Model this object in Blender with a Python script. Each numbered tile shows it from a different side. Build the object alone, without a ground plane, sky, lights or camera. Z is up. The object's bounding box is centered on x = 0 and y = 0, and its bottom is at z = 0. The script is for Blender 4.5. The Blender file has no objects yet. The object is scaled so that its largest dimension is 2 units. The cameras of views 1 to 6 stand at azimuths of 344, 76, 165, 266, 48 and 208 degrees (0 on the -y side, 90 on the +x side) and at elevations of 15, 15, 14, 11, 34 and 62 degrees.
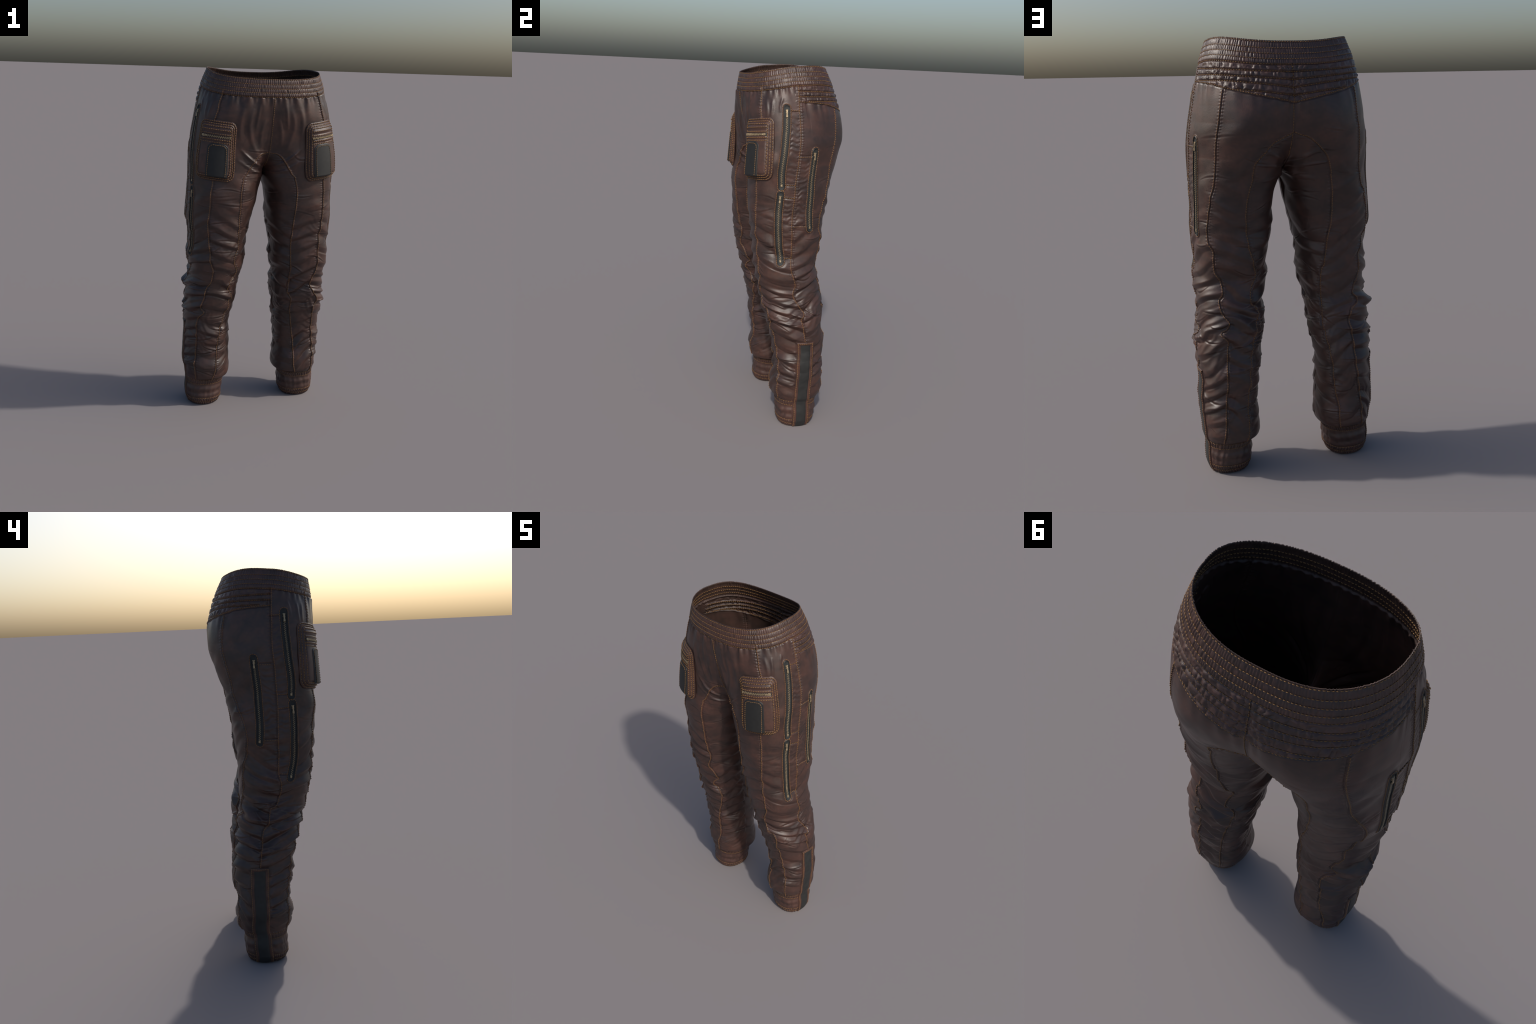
import math, random
import numpy as np

# =====================================================================
#  Leather riding trousers, standing empty.   Metres, z up, front = -y.
#  The cloth is one surface S(side, u, z):
#     side = +1 / -1  (the half on +x / -x)
#     u    = 0 on the outside of the leg, +1 at front centre / inseam,
#            -1 at back centre / inseam (arc-length fraction)
# =====================================================================
CROTCH = 1.415

# leg sections: height, outermost x, innermost x, front y, back y
LEG = {
 +1: [(0.00,.385,.205,-.034,.150),(.04,.399,.188,-.050,.166),(.09,.401,.182,-.055,.173),(.145,.398,.183,-.058,.172),
      (.164,.400,.178,-.060,.176),(.180,.408,.143,-.082,.201),(.20,.410,.138,-.087,.206),(.23,.411,.138,-.090,.209),(.27,.414,.143,-.090,.208),(.33,.420,.148,-.078,.198),
      (.40,.423,.142,-.080,.194),(.47,.414,.140,-.090,.205),(.53,.421,.132,-.101,.203),(.59,.425,.124,-.118,.186),
      (.65,.430,.112,-.139,.180),(.71,.417,.101,-.161,.188),(.77,.406,.092,-.167,.176),(.83,.398,.098,-.187,.168),
      (.89,.413,.076,-.199,.148),(.95,.413,.064,-.209,.134),(1.02,.400,.074,-.217,.162),(1.10,.412,.050,-.225,.165),
      (1.18,.417,.039,-.233,.164),(1.26,.411,.036,-.246,.181),(1.34,.413,.026,-.248,.194),(CROTCH,.414,.000,-.248,.205)],
 -1: [(0.00,.395,.218,-.044,.150),(.04,.412,.200,-.062,.163),(.09,.416,.196,-.058,.168),(.145,.411,.189,-.058,.167),
      (.164,.411,.186,-.060,.172),(.180,.413,.155,-.082,.203),(.20,.415,.149,-.088,.208),(.23,.419,.147,-.096,.211),(.27,.432,.147,-.098,.204),(.33,.430,.154,-.084,.192),
      (.40,.426,.153,-.088,.200),(.47,.422,.156,-.104,.205),(.53,.424,.156,-.107,.204),(.59,.430,.142,-.112,.194),
      (.65,.425,.130,-.133,.189),(.71,.421,.124,-.148,.179),(.77,.434,.121,-.161,.177),(.83,.412,.116,-.183,.158),
      (.89,.406,.094,-.201,.158),(.95,.430,.088,-.215,.158),(1.02,.418,.089,-.225,.157),(1.10,.418,.080,-.235,.159),
      (1.18,.428,.061,-.240,.170),(1.26,.421,.037,-.246,.178),(1.34,.416,.027,-.252,.194),(CROTCH,.415,.000,-.248,.205)],
}
# pelvis sections: height, outermost x, front y, back y, x of the front/back crest
HIP = [(1.50,.417,-.247,.238,.195),(1.56,.413,-.246,.259,.180),(1.62,.407,-.248,.278,.155),(1.68,.396,-.255,.282,.120),
       (1.74,.384,-.266,.276,.080),(1.80,.371,-.272,.258,.035),(1.86,.357,-.272,.240,.0),(1.92,.340,-.264,.212,.0),(2.02,.300,-.246,.160,.0)]
# crotch curve in the middle plane: height, front y, back y
FORK = [(CROTCH,-.008,.004),(1.430,-.030,.030),(1.46,-.085,.080),(1.50,-.148,.150),(1.555,-.196,.205),(1.61,-.219,.245),
        (1.68,-.237,.254),(1.727,-.247,.255),(1.785,-.259,.241),(1.84,-.268,.224)]
# the hips sit a touch towards -x
def sway(z): return -.006*np.clip((z-.95)/.25, 0, 1)-.001*np.clip((z-1.6)/.3, 0, 1)
INSET = .003           # the tables hold the crests of the folds; the cloth itself lies this much deeper
ROUND = 2.3            # superellipse exponent of the sections

def blur(a, n, axis=0):
    """running smooth with a small bell kernel"""
    if n < 1: return a
    k = np.exp(-0.5*(np.arange(-2*n, 2*n+1)/n)**2); k /= k.sum()
    pad = [(0, 0)]*a.ndim; pad[axis] = (2*n, 2*n)
    b = np.pad(a, pad, mode='edge'); out = np.zeros_like(a); L = a.shape[axis]
    for i, w in enumerate(k):
        sl = [slice(None)]*a.ndim; sl[axis] = slice(i, i+L); out = out+w*b[tuple(sl)]
    return out

ZG = np.linspace(0.0, 2.02, 810)        # heights of the base grid
NU = 421                                # columns of the base grid (u = -1..1)
UG = np.linspace(-1, 1, NU)

def rim_height(phi):
    return 1.9745-0.0226*np.sin(phi)+0.0159*np.cos(2*phi)-0.0047*np.sin(3*phi)+.006*np.maximum(np.sin(phi), 0)**2

def base_grid(side):
    leg = np.array(LEG[side]); hip = np.array(HIP); fork = np.array(FORK)
    z = ZG
    def gently(a, k): return np.where(z < .24, blur(a, 1), blur(a, k))       # keep the step over the cuff crisp
    def col(i, j): return gently(np.interp(z, np.r_[leg[:, 0], hip[:, 0]], np.r_[leg[:, i], hip[:, j]]), 3)
    xo, yf, yb = col(1, 1)-INSET, col(3, 2)+INSET, col(4, 3)-INSET
    hi = z > 1.38
    for q in (xo, yf, yb): q[hi] = blur(q, 9)[hi]
    xi = gently(np.interp(z, leg[:, 0], leg[:, 2]), 3)
    low = z <= CROTCH
    cx_leg = (xo+xi)/2
    ch = np.interp(z, np.r_[CROTCH, hip[:, 0]], np.r_[np.interp(CROTCH, z, cx_leg), hip[:, 4]])
    cx = np.where(low, cx_leg, blur(ch, 5)); cx = np.maximum(cx, 0)
    mid = (yf+yb)/2
    cy = mid+np.interp(z, [1.2, 1.45, 1.55, 1.72, 1.85, 2.0], [0, -.030, -.052, -.052, -.030, -.012])   # widest point sits forward of the middle at the hips
    bf = cy-yf; bb = yb-cy
    n = ROUND
    P = np.zeros((len(z), NU, 3)); PHI = np.zeros((len(z), NU))
    CUT = {}
    phi = np.linspace(-np.pi, np.pi, 2401)
    c, s = np.cos(phi), np.sin(phi)
    ec0, es0 = np.sign(c)*np.abs(c)**(2/n), np.sign(s)*np.abs(s)**(2/n)
    # how square each quarter is: back-outer, front-outer, front-inner
    nb = np.interp(z, [1.0, 1.25, 1.38, 1.5, 1.65, 1.80, 1.9], [2.3, 2.5, 2.15, 1.85, 1.95, 2.4, 2.6])
    nf = np.interp(z, [.15, .25, 1.05, 1.2, 1.3, 1.45, 1.75, 1.88], [2.3, 2.5, 2.75, 2.75, 2.4, 2.5, 2.5, 2.3] if side > 0 else [2.3, 2.35, 2.35, 2.3, 2.4, 2.5, 2.5, 2.3])
    ni = np.interp(z, [.15, .25, 1.0, 1.2], [2.3, 2.1, 2.0, 2.3] if side > 0 else [2.3, 1.95, 1.95, 2.3])
    yff = np.interp(z, fork[:, 0], fork[:, 1]); ybb = np.interp(z, fork[:, 0], fork[:, 2])
    for k in range(len(z)):
        ain_f = ain_b = max(cx[k]-xi[k], 1e-4)
        if not low[k]:
            kk = lambda y: max(1-(min(abs(y-cy[k])/(bf[k] if y < cy[k] else bb[k]), .999))**n, 1e-6)**(1/n)
            ain_f = max(cx[k], 1e-3)/kk(yff[k]); ain_b = max(cx[k], 1e-3)/kk(ybb[k])
        m_ = np.where(c > 0, np.where(s > 0, nf[k], nb[k]), np.where((s > 0) & low[k], ni[k], n))
        ec = np.sign(c)*np.abs(c)**(2/m_); es = np.sign(s)*np.abs(s)**(2/m_)
        ax = np.where(c > 0, xo[k]-cx[k], np.where(s > 0, ain_f, ain_b))
        x = cx[k]+ax*ec; y = cy[k]-np.where(s > 0, bf[k], bb[k])*es
        if low[k]: m = np.ones(len(phi), bool); 
        else: m = x >= 0
        i0 = int(np.argmin(np.abs(y-mid[k])+(c <= 0)*9.0))
        for sgn in (1, -1):
            idx = np.arange(i0, len(phi)) if sgn > 0 else np.arange(i0, -1, -1)
            xs, ys, ps = x[idx], y[idx], phi[idx]
            if not low[k]:
                j = np.argmax(xs < 0) if (xs < 0).any() else len(xs)
                if j < len(xs):
                    t = xs[j-1]/(xs[j-1]-xs[j]); 
                    ys_e = ys[j-1]+(ys[j]-ys[j-1])*t; pe = ps[j-1]+(ps[j]-ps[j-1])*t
                    xs = np.r_[xs[:j], 0]; ys = np.r_[ys[:j], ys_e]; ps = np.r_[ps[:j], pe]
            L = np.r_[0, np.cumsum(np.hypot(np.diff(xs), np.diff(ys)))]
            CUT[k, sgn] = (xs, ys, ps, L)
    # columns: evenly spaced by arc length, but the length itself changes gently through the fork
    # so that pattern lines stay smooth there; the columns next to the inseam take up the difference
    uu = UG[NU//2:]
    for sgn in (1, -1):
        full = np.array([CUT[k, sgn][3][-1] for k in range(len(z))]); soft = blur(full, 18)
        h = slice(NU//2, None) if sgn > 0 else slice(NU//2, None, -1)
        for k in range(len(z)):
            xs, ys, ps, L = CUT[k, sgn]
            t = np.clip((uu-.5)/.5, 0, 1); t = t*t*(3-2*t)*.5+t*.5
            a = uu*soft[k]+(full[k]-soft[k])*t
            P[k, h, 0] = np.interp(a, L, xs); P[k, h, 1] = np.interp(a, L, ys); PHI[k, h] = np.interp(a, L, ps)
    P[:, :, 2] = z[:, None]
    # soften the fork a little where the two halves meet
    P[:, :, 0] *= side
    lean = np.where(low[:, None], np.clip((np.abs(P[:, :, 0])-.06)/.2, 0, 1), 1.0)
    lean = np.where(low[:, None], lean+(1-lean)*np.clip((z[:, None]-1.33)/.085, 0, 1), 1.0)
    P[:, :, 0] += sway(z)[:, None]*lean
    return P, PHI
BASE = {}; ANGLE = {}
for _s in (1, -1):
    BASE[_s], ANGLE[_s] = base_grid(_s)
RIM_U = UG
RIM = rim_height(ANGLE[1][int(1.95/2.02*809)])       # rim height for each column

# ---------------------------------------------------------------- pattern
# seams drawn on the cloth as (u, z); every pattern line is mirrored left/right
SIDE_SEAM = {1: [(.012,1.90),(.032,1.81),(.050,1.70),(.047,1.58),(.026,1.47),(.012,1.335),(.013,1.256),(.012,1.162),(.010,1.073),(.009,1.003),
                 (-.009,.923),(-.023,.850),(.020,.803),(-.007,.751),(-.072,.700),(-.060,.680),(-.040,.662),(-.048,.581),(-.035,.528)],
             -1: [(.026,1.90),(.040,1.815),(.065,1.696),(.058,1.552),(.027,1.437),(.013,1.333),(.002,1.24),(-.004,1.12),(-.006,1.012),
                  (.026,.942),(.004,.853),(-.053,.829),(-.040,.758),(-.085,.715),(-.071,.620),(-.068,.528)]}
FRONT_SEAM = {1: [(.445,1.88),(.442,1.80),(.440,1.735),(.362,1.39),(.352,1.25),(.378,1.09),(.380,.99),(.385,.887),(.445,.785),(.410,.718),(.362,.675),
                  (.395,.612),(.385,.515),(.356,.38),(.330,.28),(.338,.175)],
              -1: [(.460,1.88),(.450,1.81),(.450,1.741),(.370,1.392),(.356,1.272),(.356,1.10),(.399,.956),(.418,.811),(.370,.713),(.349,.649),
                   (.399,.619),(.327,.566),(.318,.406),(.303,.269),(.313,.175)]}
_arch = [(1.0,1.549),(.95,1.546),(.89,1.538),(.78,1.489),(.638,1.42),(.610,1.345),(.622,1.23),(.655,1.10),(.680,1.02)]
GUSSET_FRONT = {1: _arch+[(.684,.883),(.706,.712),(.675,.676),(.693,.606),(.661,.464),(.630,.332),(.598,.175)],
                -1: _arch+[(.652,.947),(.720,.839),(.655,.800),(.715,.703),(.677,.60),(.648,.54),(.613,.42),(.598,.29),(.556,.175)]}
GUSSET_BACK = {1: [(-1.0,1.602),(-.945,1.588),(-.835,1.56),(-.735,1.515),(-.62,1.463),(-.542,1.380),(-.537,1.27),(-.575,1.12),(-.640,1.012),(-.662,.962),
                   (-.628,.858),(-.706,.807),(-.702,.714),(-.690,.617),(-.681,.463),(-.666,.344),(-.650,.175)],
               -1: [(-1.0,1.602),(-.95,1.592),(-.865,1.574),(-.757,1.529),(-.644,1.471),(-.545,1.391),(-.552,1.279),(-.608,1.142),(-.652,1.0),(-.686,.963),
                    (-.696,.873),(-.745,.765),(-.734,.65),(-.718,.549),(-.692,.404),(-.641,.29),(-.634,.175)]}
BACK_SEAM = {1: [(-.41,1.785),(-.385,1.694),(-.363,1.591),(-.339,1.483),(-.285,1.343),(-.263,1.196),(-.272,1.138),(-.310,1.09),(-.307,1.006),(-.371,.948),
                 (-.392,.891),(-.353,.857),(-.372,.808),(-.435,.765),(-.419,.730),(-.381,.716),(-.450,.677),(-.445,.594),(-.431,.403),(-.393,.175)],
             -1: [(-.42,1.784),(-.415,1.663),(-.382,1.523),(-.270,1.297),(-.255,1.179),(-.300,1.09),(-.348,1.015),(-.360,.902),(-.407,.843),(-.370,.805),
                  (-.477,.765),(-.468,.641),(-.461,.516),(-.407,.351),(-.363,.175)]}
YOKE_EDGE = [(.036,1.815),(-.10,1.813),(-.29,1.804),(-.41,1.790),(-.61,1.769),(-.81,1.748),(-1.0,1.726)]
YOKE_ROWS = [[(.030,1.872),(-.30,1.870),(-.60,1.862),(-1.0,1.852)], [(.034,1.845),(-.30,1.846),(-.58,1.838),(-1.0,1.821)],
             [(-.06,1.822),(-.40,1.822),(-.745,1.806),(-1.0,1.788)], [(-.52,1.785),(-.745,1.775),(-1.0,1.757)]]
CENTRE_FRONT = [(1.0,1.85),(1.0,1.547)]
CENTRE_BACK = [(-1.0,1.885),(-1.0,1.602)]
BAND = 0.094                                     # depth of the waistband
BAND_ROWS = [0.005, 0.030, 0.052, 0.073, 0.093]  # its stitch lines, measured down from the rim
CUFF_TOP = 0.170
CUFF_ROWS = [0.163, 0.138, 0.046, 0.022]
# zips: centre line from slider to stop
ZIPS = [[(.168,1.786),(.186,1.70),(.196,1.62),(.176,1.51),(.138,1.41),(.132,1.388)],
        [(.134,1.350),(.136,1.22),(.136,1.08),(.124,1.02),(.115,.983)],
        [(-.100,1.574),(-.110,1.50),(-.110,1.40),(-.124,1.257),(-.140,1.177),(-.143,1.166)]]
LINKS = [[(.130,1.770),(.048,1.769)], [(.104,1.394),(.026,1.394)], [(.104,1.330),(.022,1.325)], [(.085,1.000),(.006,1.003)],
         [(-.078,1.549),(.040,1.547)], [(-.105,1.182),(.008,1.183)]]
STRIPE_TOP = 0.525

def smooth_line(pts, step=.004):
    """dense Catmull-Rom curve through pattern points (u scaled to metres roughly)"""
    p = np.array(pts, float)
    p = np.vstack([2*p[0]-p[1], p, 2*p[-1]-p[-2]]); out = []
    for i in range(1, len(p)-2):
        n = max(2, int(np.hypot((p[i+1, 0]-p[i, 0])*.45, p[i+1, 1]-p[i, 1])/step))
        t = np.linspace(0, 1, n, endpoint=False)[:, None]
        a, b, c, d = p[i-1], p[i], p[i+1], p[i+2]
        out.append(.5*((2*b)+(c-a)*t+(2*a-5*b+4*c-d)*t*t+(3*b-a-3*c+d)*t**3))
    out.append(p[-2:-1]); return np.vstack(out)

def seam_u(pts, z):
    q = smooth_line(pts); o = np.argsort(q[:, 1]); return np.interp(z, q[o, 1], q[o, 0])

# ---------------------------------------------------------------- cloth grid
NR = 806
WARP = 1.70                                       # above this height rows fan out to follow the rim
T = np.linspace(0, 2.0, NR)
U2 = np.repeat(UG[None], NR, 0)
frac = np.clip((T[:, None]-WARP)/(2.0-WARP), 0, 1)
Z2 = np.where(T[:, None] <= WARP, T[:, None], WARP+(RIM[None]-WARP)*frac)
KC = int(np.argmax(T > CROTCH))                   # first row above the fork

def resample(G):
    """base grid -> cloth grid rows"""
    r = Z2/(ZG[1]-ZG[0]); i = np.clip(r.astype(int), 0, len(ZG)-2); f = (r-i)[..., None]
    c = np.arange(NU)[None].repeat(NR, 0)
    return G[i, c]*(1-f)+G[i+1, c]*f

CLOTH = {s: resample(BASE[s]) for s in (1, -1)}
def round_fork():
    """blend the two halves over the centre line so the fork has no knife crease"""
    for end in (0, -1):
        rows = slice(KC, NR); n = 60
        a = CLOTH[1][rows][:, ::-1] if end == 0 else CLOTH[1][rows]
        b = CLOTH[-1][rows][:, ::-1] if end == 0 else CLOTH[-1][rows]
        ext = np.concatenate([a[:, -n:-1], b[:, :-n-1:-1]], 1)        # + side ... centre ... - side
        sm = blur(ext, 7, 1); m = ext.shape[1]
        w = np.clip(1-np.abs(np.arange(m)-(n-1))/(n-18.0), 0, 1)[None, :, None]; w = w*w*(3-2*w)
        fade = np.clip((T[rows]-CROTCH)/.03, 0, 1)[:, None, None]
        ext = ext+(sm-ext)*w*fade
        ext[:, n-1, 0] = sway(T[rows])
        a[:, -n:] = ext[:, :n]; b[:, -n:] = ext[:, n-1:][:, ::-1]
round_fork()
for s in (1, -1): CLOTH[s][KC-1, [0, -1]] = (CLOTH[1][KC-1, 0]+CLOTH[-1][KC-1, 0])/2

def grid_normals(P, s):
    gu = np.gradient(P, axis=1); gz = np.gradient(P, axis=0)
    gu[:KC, 0] = gu[:KC, -1] = (P[:KC, 1]-P[:KC, -2])/2
    n = np.cross(gu, gz)*(-s)
    n /= np.linalg.norm(n, axis=-1)[..., None]+1e-12
    for e in (0, -1): n[KC:, e, 0] = 0      # middle plane
    n /= np.linalg.norm(n, axis=-1)[..., None]+1e-12
    return n
NORMAL = {s: grid_normals(CLOTH[s], s) for s in (1, -1)}
# make sure they point outwards
for s in (1, -1):
    if NORMAL[s][400, NU//2, 0]*s < 0: NORMAL[s] *= -1
PU = {s: np.linalg.norm(np.gradient(CLOTH[s], UG, axis=1), axis=-1) for s in (1, -1)}   # metres per unit u

def row_of(u, z):
    rim = np.interp(u, UG, RIM)
    t = np.where(z <= WARP, z, WARP+(z-WARP)/(rim-WARP)*(2.0-WARP))
    return t/(T[1]-T[0])
def pick(G, u, z):
    """bilinear lookup of a cloth-grid array at pattern positions"""
    u = np.asarray(u, float); z = np.asarray(z, float)
    c = np.clip((u+1)/2*(NU-1), 0, NU-1.001); r = np.clip(row_of(u, z), 0, NR-1.001)
    i = r.astype(int); j = c.astype(int); f = r-i; g = c-j
    if G.ndim == 3: f = f[..., None]; g = g[..., None]
    return G[i, j]*(1-f)*(1-g)+G[i+1, j]*f*(1-g)+G[i, j+1]*(1-f)*g+G[i+1, j+1]*f*g

# ---------------------------------------------------------------- relief
rng = np.random.default_rng(7)
_lat = rng.random((64, 64)).astype(float)
def noise2(x, y):
    i = np.floor(x).astype(int); j = np.floor(y).astype(int); f = x-i; g = y-j
    f = f*f*(3-2*f); g = g*g*(3-2*g)
    a = _lat[i % 64, j % 64]; b = _lat[(i+1) % 64, j % 64]; c = _lat[i % 64, (j+1) % 64]; d = _lat[(i+1) % 64, (j+1) % 64]
    return (a*(1-f)+b*f)*(1-g)+(c*(1-f)+d*f)*g-.5
def sstep(a, b, x):
    t = np.clip((x-a)/(b-a), 0, 1); return t*t*(3-2*t)

def line_distance(s, pts, reach=.03):
    """distance of cloth points to a pattern line, and signed side of it"""
    D = np.full((NR, NU), 9.0); G = np.zeros((NR, NU))
    q = smooth_line(pts, .002); k = np.gradient(q, axis=0)
    dr = T[1]-T[0]; du = UG[1]-UG[0]
    for (u, z), (tu, tz) in zip(q, k):
        r = int(round(float(row_of(u, z)))); c = int(round((u+1)/du))
        r = min(max(r, 0), NR-1); c = min(max(c, 0), NU-1)
        pu = max(PU[s][r, c], .05); nr = int(reach/dr)+1; nc = int(reach/(du*pu))+1
        a, b = max(0, r-nr), min(NR, r+nr+1); e, f = max(0, c-nc), min(NU, c+nc+1)
        x = (UG[None, e:f]-u)*pu; y = Z2[a:b, e:f]-z
        d = np.hypot(x, y); L = math.hypot(tu*pu, tz)+1e-9
        sg = (x*tz-y*tu*pu)/L
        m = d < D[a:b, e:f]
        D[a:b, e:f] = np.where(m, d, D[a:b, e:f]); G[a:b, e:f] = np.where(m, sg, G[a:b, e:f])
    return D, G

def drape(t):
    """one fold seen in profile going up: steep underside, crest, long slope back in"""
    t = t-np.floor(t)
    return np.where(t < .36, .4*sstep(0, .36, t)+.6*t/.36, .1*(1-sstep(.36, 1, t))+.9*(1-(t-.36)/.64))

def wrinkles(s):
    """stacked folds of the slack leather, panel by panel; the phase of the stack wanders so folds tilt, merge and fork"""
    H = np.zeros((NR, NU)); o = 0 if s > 0 else 31
    uG, uF, uS, uB, uH = (seam_u(p[s], T)[:, None] for p in (GUSSET_FRONT, FRONT_SEAM, SIDE_SEAM, BACK_SEAM, GUSSET_BACK))
    one = np.ones((NR, 1))
    #        from  to   pitch  tilt  strength
    panels = [(one, uG, .084, .06, .80), (uG, uF, .078, -.060, 1.1), (uF, uS, .072, .065, 1.05), (uS, uB, .075, -.080, 1.05),
              (uB, uH, .086, .09, .95), (uH, -one, .090, -.07, .75)]
    knee = np.exp(-((Z2-.72)/.20)**2); calf = np.exp(-((Z2-.36)/.20)**2); thigh = np.exp(-((Z2-1.08)/.15)**2)
    A = np.clip(.0185*knee+.0115*calf+.0085*thigh, 0, .0195)*sstep(.175, .21, Z2)
    for k, (ua, ub, pitch, tilt, w) in enumerate(panels):
        v = (ua-U2)/(ua-ub+1e-9)
        m = sstep(-.02, .03, v)*(1-sstep(.97, 1.02, v))
        wander = .095*noise2(v*.75+k*7.3+o, Z2*3.2+k*3.1)+.036*noise2(v*1.4+k*5.1+o, Z2*8+k)
        ph = (Z2+tilt*(v-.5)+wander)/pitch+k*.37+o*.21
        lay = np.floor(ph)
        rnd = .12+1.65*(noise2(lay*3.17+k*11.3+o, v*1.7+lay*1.7)+.5)          # each fold swells and dies along its length
        f = drape(ph)-.5
        fine = drape(ph*1.7+3.0*noise2(v*2+k*3+o, Z2*6))-.5
        swell = noise2(v*1.5+k*9+o+20, Z2*9+k*4)
        H += A*w*(f*rnd+.26*fine*(.6+swell))*m
    H = blur(blur(H, 2, 1), 1, 0)
    # soft unevenness
    H += .008*noise2(U2*5+3*s+20, Z2*6+9)*sstep(.2, .4, Z2)*(1-sstep(1.2, 1.75, Z2))
    H += .0035*noise2(U2*9+11*s+40, Z2*22+U2*3+40)*sstep(.16, .22, Z2)*(1-sstep(1.3, 1.55, Z2))
    # short sharp creases: a crest with a narrow dip under it, lying mostly across the leg
    g = np.random.default_rng(40+o); dr = T[1]-T[0]; du = UG[1]-UG[0]
    for i in range(105):
        zc = g.choice([g.normal(.72, .13), g.normal(.38, .12), g.uniform(.95, 1.35), g.uniform(1.3, 1.62)], p=[.42, .27, .19, .12])
        if zc < .2: continue
        uc = g.uniform(-1, 1); L = g.uniform(.035, .10); wd = g.uniform(.0045, .0085)
        hgt = g.uniform(.0016, .0040)*(.55 if zc > 1.1 else 1); tl = g.normal(0, .22); bw = g.normal(0, .18)
        r = int(zc/dr); c = int((uc+1)/du); pu = PU[s][min(r, NR-1), min(c, NU-1)]
        nr = int((.035+L*.35)/dr); nc = int(L*1.3/(du*pu))+1
        r0, r1, c0, c1 = max(0, r-nr), min(NR, r+nr), max(0, c-nc), min(NU, c+nc)
        x = (U2[r0:r1, c0:c1]-uc)*pu; y = Z2[r0:r1, c0:c1]-zc-tl*x-bw*x*x/L
        along = np.clip(1-(x/(L*1.2))**2, 0, 1)**1.5
        w_ = wd*(.5+.5*along)
        H[r0:r1, c0:c1] += hgt*along*(np.exp(-(y/w_)**2)-1.1*np.exp(-((y+1.25*w_)/(.62*w_))**2))
    # faint diagonal drag lines over thigh and seat
    g = noise2((U2*.45*1.0+Z2*.8)*16+o, (Z2-U2*.25)*4+5)
    g2 = noise2((U2*.5-Z2*.75)*19+o+7, (Z2+U2*.3)*5+15)
    H += (.0065*g+.0055*g2)*sstep(1.0, 1.15, Z2)*(1-sstep(1.52, 1.74, Z2))
    return H

def ridge(s, pts, width, height, H):
    D, G = line_distance(s, pts, width*2.6)
    q = smooth_line(pts, .002)
    taper = np.ones((NR, NU))
    z0, z1 = q[:, 1].min(), q[:, 1].max()
    t = (Z2-z0)/(z1-z0+1e-6); taper = np.sin(np.pi*np.clip(t, 0.02, .98))**.7
    H += height*np.exp(-(D/width)**2)*taper*(D < 5)

LINES = (SIDE_SEAM, FRONT_SEAM, GUSSET_FRONT, GUSSET_BACK, BACK_SEAM)
def stripe_u(s, z):
    return np.interp(z, [0, .2, .525], [-.045, -.02, -.028] if s > 0 else [-.062, -.062, -.064])

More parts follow.
